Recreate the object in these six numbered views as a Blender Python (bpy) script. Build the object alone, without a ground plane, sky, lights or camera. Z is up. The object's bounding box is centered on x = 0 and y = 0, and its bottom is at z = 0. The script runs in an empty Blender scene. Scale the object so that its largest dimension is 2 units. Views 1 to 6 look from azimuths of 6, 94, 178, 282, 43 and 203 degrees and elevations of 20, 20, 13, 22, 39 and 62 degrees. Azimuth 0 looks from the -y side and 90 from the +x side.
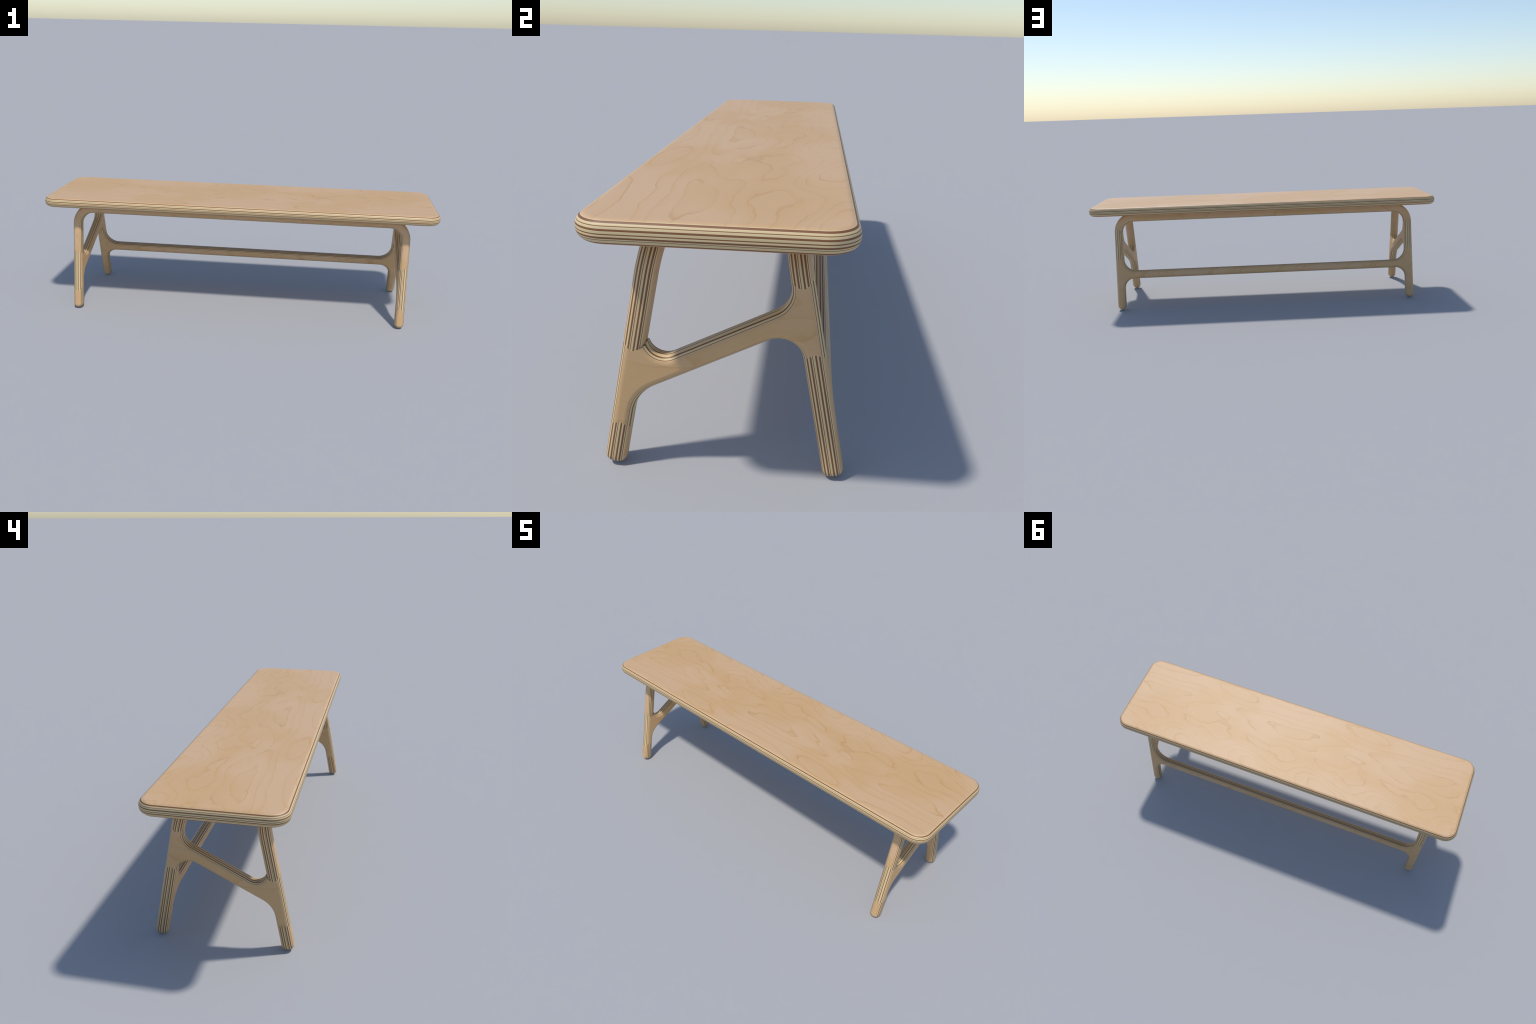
"""Plywood bench: a rounded plywood seat board on two leaning leg frames that are
tied together at each end by a diagonal plywood brace, finger-lapped into the legs."""
import bpy, math
from mathutils import Vector, Matrix

# ------------------------------------------------------------------ sizes (m)
SEAT_L, SEAT_W, SEAT_T, SEAT_R = 2.0, 0.507, 0.0480, 0.021
SEAT_TOP = 0.6004
SEAT_CORNER = 0.066

T = 0.0462            # thickness of the frame boards = width of a leg
H = T / 2
R = 0.018             # round-over of the frame boards
LEG_X = 0.8495        # leg axis in x
FOOT_Y, LEAN = 0.2412, 0.1911      # leg axis: y = FOOT_Y - LEAN * z
CS = 1 / math.hypot(1, LEAN)
SN = LEAN * CS
XO, XI = LEG_X + H, LEG_X - H      # outer / inner side of the legs

RAIL_B, RAIL_T = 0.5135, 0.5645     # top rail, measured up the lean
STR_B, STR_T = 0.1812, 0.2275        # stretcher of the back frame
# the brace takes over each leg between two V-shaped seams, as (middle height up the leg, half
# depth of the V): the seam lies at c + d * (|y'| - |x'|) / H over the section of the leg
FRONT_LOW, FRONT_HIGH = (0.1055, -0.0095), (0.3028, 0.0126)
BACK_LOW, BACK_HIGH = (0.2973, -0.0090), (0.4598, 0.0118)


EXTRA = 0.036         # boards are drawn this much past a seam, then trimmed to it


def seam(sm, across, deep):
    return sm[0] + sm[1] * (abs(deep) - abs(across)) / H


# ------------------------------------------------------------------ outlines
def fillet(prev, v, nxt, r, step=math.radians(6)):
    """Points of the arc of radius r that rounds the corner v."""
    if r <= 0:
        return [Vector(v)]
    v, d1, d2 = Vector(v), Vector(prev) - Vector(v), Vector(nxt) - Vector(v)
    d1.normalize(); d2.normalize()
    half = math.acos(max(-1, min(1, d1.dot(d2)))) / 2
    bis = (d1 + d2).normalized()
    c = v + bis * (r / math.sin(half))
    a, b = v + d1 * (r / math.tan(half)) - c, v + d2 * (r / math.tan(half)) - c
    ang = a.angle_signed(b) * -1
    n = max(2, int(abs(ang) / step) + 1)
    return [c + Matrix.Rotation(ang * i / n, 2) @ a for i in range(n + 1)]


def outline(corners):
    """corners: list of (x, y, radius) -> rounded polygon."""
    pts, n = [], len(corners)
    for i, (x, y, r) in enumerate(corners):
        p, q = corners[i - 1], corners[(i + 1) % n]
        pts += fillet(p[:2], (x, y), q[:2], r)
    return pts


def split_long(pts, limit):
    out = []
    for i, p in enumerate(pts):
        q = pts[(i + 1) % len(pts)]
        n = max(1, int((q - p).length / limit))
        out += [p.lerp(q, k / n) for k in range(n)]
    return out


# ------------------------------------------------------------------ boards
def board(name, pts, t, r, parent, matrix, mat, trim=None):
    """Plate of thickness t (local z) whose edges are rounded over with radius r."""
    pts = [Vector(p) for p in pts]
    area = sum(pts[i - 1].cross(pts[i]) for i in range(len(pts)))
    if area < 0:
        pts.reverse()
    pts = [p for i, p in enumerate(pts) if (p - pts[i - 1]).length > 0.0002]
    pts = split_long(pts, 0.25)
    n = len(pts)
    ring = []                                   # (point, miter, normal); corners are split
    for i in range(n):
        a = (pts[i] - pts[i - 1]).normalized()
        b = (pts[(i + 1) % n] - pts[i]).normalized()
        na, nb = Vector((a.y, -a.x)), Vector((b.y, -b.x))
        m = (na + nb).normalized()
        miter = m / max(0.4, m.dot(na))
        if a.dot(b) < 0.94:
            ring += [(pts[i], miter, na, True), (pts[i], miter, nb, False)]
        else:
            ring.append((pts[i], miter, m, False))
    n = len(ring)
    steps = 8
    prof = []                                   # (inset, z, out, up)
    for k in range(steps + 1):
        a = math.pi / 2 * (1 - k / steps)
        prof.append((r - r * math.cos(a), t / 2 - r + r * math.sin(a), math.cos(a), math.sin(a)))
    prof += [(0.0, 0.0, 1.0, 0.0)] + [(i, -z, o, -u) for i, z, o, u in reversed(prof)]
    verts, norms, faces = [], [], []
    for ins, z, o, u in prof:
        for p, mit, nor, _ in ring:
            q = p - mit * ins
            if trim:
                q = trim(p, q, z)
            verts.append((q.x, q.y, z))
            norms.append((nor.x * o, nor.y * o, u))
    for k in range(len(prof) - 1):
        for i in range(n):
            if ring[i][3]:
                continue                        # the two halves of a sharp corner coincide
            j = (i + 1) % n
            faces.append((k * n + i, (k + 1) * n + i, (k + 1) * n + j, k * n + j))
    for base, turn in ((0, 1), ((len(prof) - 1) * n, -1)):
        cap = []
        for i in range(n):
            here = Vector(verts[base + i])
            if not ring[i][3] and not (cap and (here - Vector(verts[cap[-1]])).length < 2e-5):
                cap.append(base + i)
        spike = True
        while spike:                            # trimmed arcs can double back along a seam
            spike = False
            for k in range(len(cap)):
                a, b, c = (Vector(verts[cap[j % len(cap)]]) for j in (k - 1, k, k + 1))
                if (b - a).length < 2e-5 or (b - a).normalized().dot((c - b).normalized()) < -0.97:
                    del cap[k]
                    spike = True
                    break
        faces.append(tuple(cap[::turn]))
    me = bpy.data.meshes.new(name)
    me.from_pydata(verts, [], faces)
    me.update()
    for p in me.polygons:
        p.use_smooth = True
    me.normals_split_custom_set_from_vertices(norms)
    me.materials.append(mat)
    ob = bpy.data.objects.new(name, me)
    bpy.context.collection.objects.link(ob)
    ob.parent = parent
    ob.matrix_world = matrix
    return ob


def repeat(ob, matrix):
    twin = ob.copy()                            # shares the mesh
    bpy.context.collection.objects.link(twin)
    twin.matrix_world = matrix
    return twin


# ------------------------------------------------------------------ materials
def srgb(r, g, b):
    f = lambda c: c / 12.92 if c <= 0.04045 else ((c + 0.055) / 1.055) ** 2.4
    return tuple(f(c / 255) for c in (r, g, b)) + (1,)


VENEER_A = srgb(208, 171, 131)     # pinkish ground
VENEER_B = srgb(203, 163, 113)     # yellower zones
FIGURE = srgb(187, 141, 92)        # growth-ring lines
CREAM = srgb(214, 190, 144)
BROWN = srgb(128, 82, 49)


class Nodes:
    def __init__(self, tree):
        self.t = tree

    def new(self, kind, **props):
        n = self.t.nodes.new(kind)
        for k, v in props.items():
            setattr(n, k, v)
        return n

    def put(self, sock, v):
        if isinstance(v, bpy.types.NodeSocket):
            self.t.links.new(v, sock)
        else:
            sock.default_value = v

    def math(self, op, a, b=0.0, c=0.0, clamp=False):
        n = self.new('ShaderNodeMath', operation=op, use_clamp=clamp)
        for s, v in zip(n.inputs, (a, b, c)):
            self.put(s, v)
        return n.outputs[0]

    def ramp01(self, v, lo, hi):
        n = self.new('ShaderNodeMapRange', interpolation_type='SMOOTHSTEP')
        for s, x in zip(n.inputs, (v, lo, hi, 0.0, 1.0)):
            self.put(s, x)
        return n.outputs[0]

    def vec(self, x, y, z):
        n = self.new('ShaderNodeCombineXYZ')
        for s, v in zip(n.inputs, (x, y, z)):
            self.put(s, v)
        return n.outputs[0]

    def noise(self, vec, scale, detail=2.0, rough=0.5, dist=0.0):
        n = self.new('ShaderNodeTexNoise')
        self.put(n.inputs['Vector'], vec)
        self.put(n.inputs['Scale'], scale)
        self.put(n.inputs['Detail'], detail)
        self.put(n.inputs['Roughness'], rough)
        self.put(n.inputs['Distortion'], dist)
        return n.outputs[0]

    def mix(self, f, a, b):
        n = self.new('ShaderNodeMix', data_type='RGBA')
        self.put(n.inputs[0], f)
        self.put(n.inputs[6], a)
        self.put(n.inputs[7], b)
        return n.outputs[2]

    def looped(self, x, y, period, fx, fy, z=0.0):
        """Noise coordinates that repeat along x with the given period."""
        a = self.math('MULTIPLY', x, 2 * math.pi / period)
        rad = fx * period / (2 * math.pi)
        c = self.math('MULTIPLY', self.math('COSINE', a), rad)
        s = self.math('MULTIPLY', self.math('SINE', a), rad)
        return self.vec(self.math('ADD', c, z), s, self.math('MULTIPLY', y, fy))


def plywood(name, thickness, plies, seed, flip=False, figure=1.0):
    """Rotary-cut maple veneer on both faces, bare plies on the edge.
    plies: list of (fraction of the thickness where it starts, kind)."""
    mat = bpy.data.materials.new(name)
    mat.use_nodes = True
    N = Nodes(mat.node_tree)
    bsdf = mat.node_tree.nodes['Principled BSDF']
    tc = N.new('ShaderNodeTexCoord')
    sep = N.new('ShaderNodeSeparateXYZ')
    mat.node_tree.links.new(tc.outputs['Object'], sep.inputs[0])
    x, y, z = sep.outputs
    # ---- veneer figure: contour lines of a soft field, drawn out along the grain
    skew = N.math('ADD', x, N.math('MULTIPLY', y, 0.9))
    f8 = N.noise(N.looped(skew, y, 0.8, 1.35, 4.2, seed), 1.0, 3.0, 0.33, 0.25)
    f4 = N.noise(N.looped(skew, y, 0.4, 2.2, 4.6, seed + 7.3), 1.0, 3.0, 0.33, 0.25)
    back = N.ramp01(y, -0.04, 0.07)
    field = N.new('ShaderNodeMix', data_type='FLOAT')
    N.put(field.inputs[0], back); N.put(field.inputs[2], f8); N.put(field.inputs[3], f4)
    field = field.outputs[0]
    wob = N.noise(N.vec(N.math('MULTIPLY', x, 14.0), N.math('MULTIPLY', y, 26.0), seed), 1.0, 3.0, 0.55)
    v = N.math('MULTIPLY', N.math('ADD', field, N.math('MULTIPLY', wob, 0.035)), 12.0)
    ring = N.math('FRACT', v)
    late = N.math('POWER', ring, 3.0)                       # slow darkening ...
    line = N.math('MULTIPLY', N.ramp01(ring, 0.87, 0.97),   # ... then a crisp line
                  N.math('SUBTRACT', 1.0, N.ramp01(ring, 0.97, 1.0)))
    gate = N.ramp01(N.noise(N.vec(N.math('MULTIPLY', x, 5.0), N.math('MULTIPLY', y, 9.0), seed + 3),
                            1.0, 2.0), 0.40, 0.66)
    zone = N.ramp01(N.noise(N.looped(x, y, 0.8, 3.0, 6.0, seed + 11), 1.0, 2.0), 0.38, 0.62)
    col = N.mix(N.math('ADD', N.math('MULTIPLY', zone, 0.70), N.math('MULTIPLY', late, 0.48)),
                VENEER_A, VENEER_B)
    amount = N.math('MULTIPLY', line, N.math('MULTIPLY_ADD', gate, 0.46, 0.14))
    col = N.mix(N.math('MULTIPLY', amount, figure, clamp=True), col, FIGURE)
    # short pores and a fine fibre grain
    fibre = N.noise(N.vec(N.math('MULTIPLY', x, 60.0), N.math('MULTIPLY', y, 420.0), seed), 1.0, 2.0, 0.6)
    fleck = N.ramp01(N.noise(N.vec(N.math('MULTIPLY', x, 32.0), N.math('MULTIPLY', y, 170.0), seed + 5),
                             1.0, 1.0), 0.74, 0.84)
    col = N.mix(N.math('MULTIPLY', fleck, 0.30), col, FIGURE)
    hsv = N.new('ShaderNodeHueSaturation')
    N.put(hsv.inputs['Color'], col)
    N.put(hsv.inputs['Value'], N.math('MULTIPLY_ADD', fibre, 0.15, 0.925))
    veneer = hsv.outputs[0]
    # ---- plies
    frac = N.math('MULTIPLY_ADD', z, (1 if flip else -1) / thickness, 0.5)
    kinds = {'c': CREAM, 'b': BROWN, 'v': CREAM}
    ramp = N.new('ShaderNodeValToRGB')
    el = ramp.color_ramp.elements
    ramp.color_ramp.interpolation = 'CONSTANT'
    el[0].position, el[0].color = 0.0, kinds[plies[0][1]]
    el[1].position, el[1].color = plies[1][0], kinds[plies[1][1]]
    for pos, kind in plies[2:]:
        e = el.new(pos); e.color = kinds[kind]
    N.put(ramp.inputs[0], frac)
    streak = N.noise(N.vec(N.math('MULTIPLY', x, 9.0), N.math('MULTIPLY', y, 9.0),
                           N.math('MULTIPLY', z, 1500.0)), 1.0, 2.0, 0.6)
    edge = N.new('ShaderNodeHueSaturation')
    N.put(edge.inputs['Color'], ramp.outputs[0])
    N.put(edge.inputs['Value'], N.math('MULTIPLY_ADD', streak, 0.22, 0.89))
    top, bottom = plies[1][0], plies[-1][0]
    is_face = N.math('ADD', N.math('LESS_THAN', frac, top), N.math('GREATER_THAN', frac, bottom), clamp=True)
    final = N.mix(is_face, edge.outputs[0], veneer)
    N.put(bsdf.inputs['Base Color'], final)
    bsdf.inputs['Roughness'].default_value = 0.5
    bsdf.inputs['Specular IOR Level'].default_value = 0.5
    return mat


SEAT_PLIES = [(0, 'v'), (.050, 'c'), (.064, 'b'), (.126, 'c'), (.200, 'b'), (.228, 'c'), (.314, 'b'),
              (.389, 'c'), (.488, 'b'), (.530, 'c'), (.602, 'b'), (.672, 'c'), (.720, 'b'), (.744, 'c'),
              (.852, 'b'), (.922, 'v')]
# counted from the -y side of a frame / the inner side of a brace
LEG_PLIES = [(0, 'v'), (.056, 'b'), (.078, 'c'), (.136, 'b'), (.206, 'c'), (.284, 'b'), (.360, 'c'),
             (.404, 'b'), (.435, 'c'), (.530, 'b'), (.612, 'c'), (.686, 'b'), (.765, 'c'), (.802, 'b'),
             (.832, 'c'), (.880, 'v')]

BRACE_PLIES = [(0, 'v'), (.054, 'c'), (.064, 'b'), (.084, 'c'), (.141, 'b'), (.201, 'c'), (.288, 'b'),
               (.356, 'c'), (.440, 'b'), (.466, 'c'), (.560, 'b'), (.630, 'c'), (.790, 'b'), (.855, 'c'),
               (.916, 'b'), (.936, 'c'), (.946, 'v')]

m_seat = plywood('seat_plywood', SEAT_T, SEAT_PLIES, 2.0)
m_frame = plywood('frame_plywood', T, LEG_PLIES, 23.0, figure=1.0)
m_brace = plywood('brace_plywood', T, BRACE_PLIES, 41.0, flip=True, figure=1.0)

# ------------------------------------------------------------------ the bench
bench = bpy.data.objects.new('bench', None)
bpy.context.collection.objects.link(bench)
bench['label'] = 'long low bench of pale layered birch plywood with splayed legs'
bench['category'] = 'bench'

hl, hw = SEAT_L / 2, SEAT_W / 2
board('seat', outline([(-hl, -hw, SEAT_CORNER), (hl, -hw, SEAT_CORNER),
                       (hl, hw, SEAT_CORNER), (-hl, hw, SEAT_CORNER)]),
      SEAT_T, SEAT_R, bench, Matrix.Translation((0, 0, SEAT_TOP - SEAT_T / 2)), m_seat)


def frame_matrix(side):
    """Local x = along the bench, local y = up the leaning leg, local z = -y side."""
    up = Vector((0, -side * SN, CS))
    out = Vector((1, 0, 0)).cross(up)
    m = Matrix(((1, up.x, out.x, 0), (0, up.y, out.y, side * FOOT_Y), (0, up.z, out.z, 0), (0, 0, 0, 1)))
    return m


def arch(sm):
    """Top rail with two bent leg stubs that stop at a seam."""
    e = sm[0] - EXTRA
    return outline([(-XO, e, 0), (-XO, RAIL_T, .110), (XO, RAIL_T, .110), (XO, e, 0), (LEG_X, e, 0),
                    (XI, e, 0), (XI, RAIL_B, .058), (-XI, RAIL_B, .058), (-XI, e, 0), (-LEG_X, e, 0)])


def cut_legs(sm, above):
    """Trim the leg ends of a frame board to a seam; the piece lies above or below it."""
    e = sm[0] - EXTRA if above else sm[0] + EXTRA

    def trim(p, q, z):
        a = abs(q.x) - LEG_X
        if abs(p.y - e) < 1e-5:                 # the sawn end itself is not rounded over
            a0 = abs(p.x) - LEG_X
            ins = abs((q - p).x)
            a = a0 - math.copysign(ins, a0) if abs(a0) > 1e-4 else 0.0
            return Vector((math.copysign(LEG_X + a, p.x), seam(sm, a, z)))
        if abs(a) < H + .003 and abs(q.y - sm[0]) < .07:
            f = seam(sm, a, z)
            q = Vector((q.x, max(q.y, f) if above else min(q.y, f)))
        return q
    return trim


S0 = ((H - R) * SN + R) / CS - R      # so that the rounded foot just touches the floor
FOOT_R = 0.0222
front, back = frame_matrix(-1), frame_matrix(1)

board('leg_frame', arch(FRONT_HIGH), T, R, bench, front, m_frame, cut_legs(FRONT_HIGH, True))
e = FRONT_LOW[0] + EXTRA
foot = board('foot', outline([(XI, S0, FOOT_R), (XO, S0, FOOT_R), (XO, e, 0), (LEG_X, e, 0), (XI, e, 0)]),
             T, R, bench, front, m_frame, cut_legs(FRONT_LOW, False))
repeat(foot, Matrix.Translation((-2 * LEG_X, 0, 0)) @ front)

board('leg_frame', arch(BACK_HIGH), T, R, bench, back, m_frame, cut_legs(BACK_HIGH, True))
e = BACK_LOW[0] + EXTRA
board('stretcher', outline([(-XO, S0, FOOT_R), (-XI, S0, FOOT_R), (-XI, STR_B, .055), (XI, STR_B, .055),
                            (XI, S0, FOOT_R), (XO, S0, FOOT_R), (XO, e, 0), (LEG_X, e, 0), (XI, e, 0),
                            (XI, STR_T, .068), (-XI, STR_T, .068), (-XI, e, 0), (-LEG_X, e, 0), (-XO, e, 0)]),
      T, R, bench, back, m_frame, cut_legs(BACK_LOW, False))


def on_leg(side, s, o):
    """Point in the end plane (y, z): s up the leg, o outward from its axis."""
    return Vector((side * (FOOT_Y - s * SN + o * CS), s * CS + o * SN))


def meet(p, d, q, e):
    den = d.cross(e)
    return p + d * ((q - p).cross(e) / den)


# diagonal brace: two parallel lines, each filleted into the inner sides of both legs
slope = Vector((1, 0.5115)).normalized()
up_line, low_line = Vector((-.0903, .2845)), Vector((-.0707, .2388))
dir_f = on_leg(-1, 1, 0) - on_leg(-1, 0, 0)
dir_b = on_leg(1, 1, 0) - on_leg(1, 0, 0)
in_f, in_b = on_leg(-1, 0, -H), on_leg(1, 0, -H)
UF, UB = meet(up_line, slope, in_f, dir_f), meet(up_line, slope, in_b, dir_b)
LF, LB = meet(low_line, slope, in_f, dir_f), meet(low_line, slope, in_b, dir_b)

# outline: the four laps end square on the legs and are then trimmed to their seams; the arc of
# the sharp upper front corner runs out on the inner side of the leg
arc = fillet(UB, UF, UF + dir_f, 0.0365)


def lap(side, sm, first, extra):
    return [(*on_leg(side, sm[0] + extra, o), 0) for o in (first, 0, -first)]


corners = lap(-1, FRONT_LOW, H, -EXTRA) + [(*LF, .088), (*LB, .050)] + lap(1, BACK_LOW, -H, -EXTRA)
corners += lap(1, BACK_HIGH, H, EXTRA) + [(*UB, .053)] + [(p.x, p.y, 0) for p in arc]
corners += lap(-1, FRONT_HIGH, -H, EXTRA)
brace_pts = outline(corners)


def cut_brace(p, q, z):
    for side, d, laps in ((-1, dir_f, (FRONT_LOW, FRONT_HIGH)), (1, dir_b, (BACK_LOW, BACK_HIGH))):
        out = on_leg(side, 0, 1) - on_leg(side, 0, 0)
        base = on_leg(side, 0, 0)
        for sm, top in zip(laps, (False, True)):
            s, o, s0, o0 = (q - base).dot(d), (q - base).dot(out), (p - base).dot(d), (p - base).dot(out)
            if abs(s0 - sm[0] - (EXTRA if top else -EXTRA)) < 1e-5 and abs(o0) < H + 1e-4:
                ins = min(abs(o - o0), H)
                o = o0 - math.copysign(ins, o0) if abs(o0) > 1e-4 else 0.0
                return on_leg(side, seam(sm, z, o), o)
            if abs(o) < H + .006 and abs(s - sm[0]) < .06:
                f = seam(sm, z, o)
                q = on_leg(side, min(s, f) if top else max(s, f), o)
    return q


m = Matrix(((0, 0, 1, LEG_X), (1, 0, 0, 0), (0, 1, 0, 0), (0, 0, 0, 1)))
brace = board('brace', brace_pts, T, R, bench, m, m_brace, cut_brace)
repeat(brace, Matrix.Translation((-2 * LEG_X, 0, 0)) @ m)
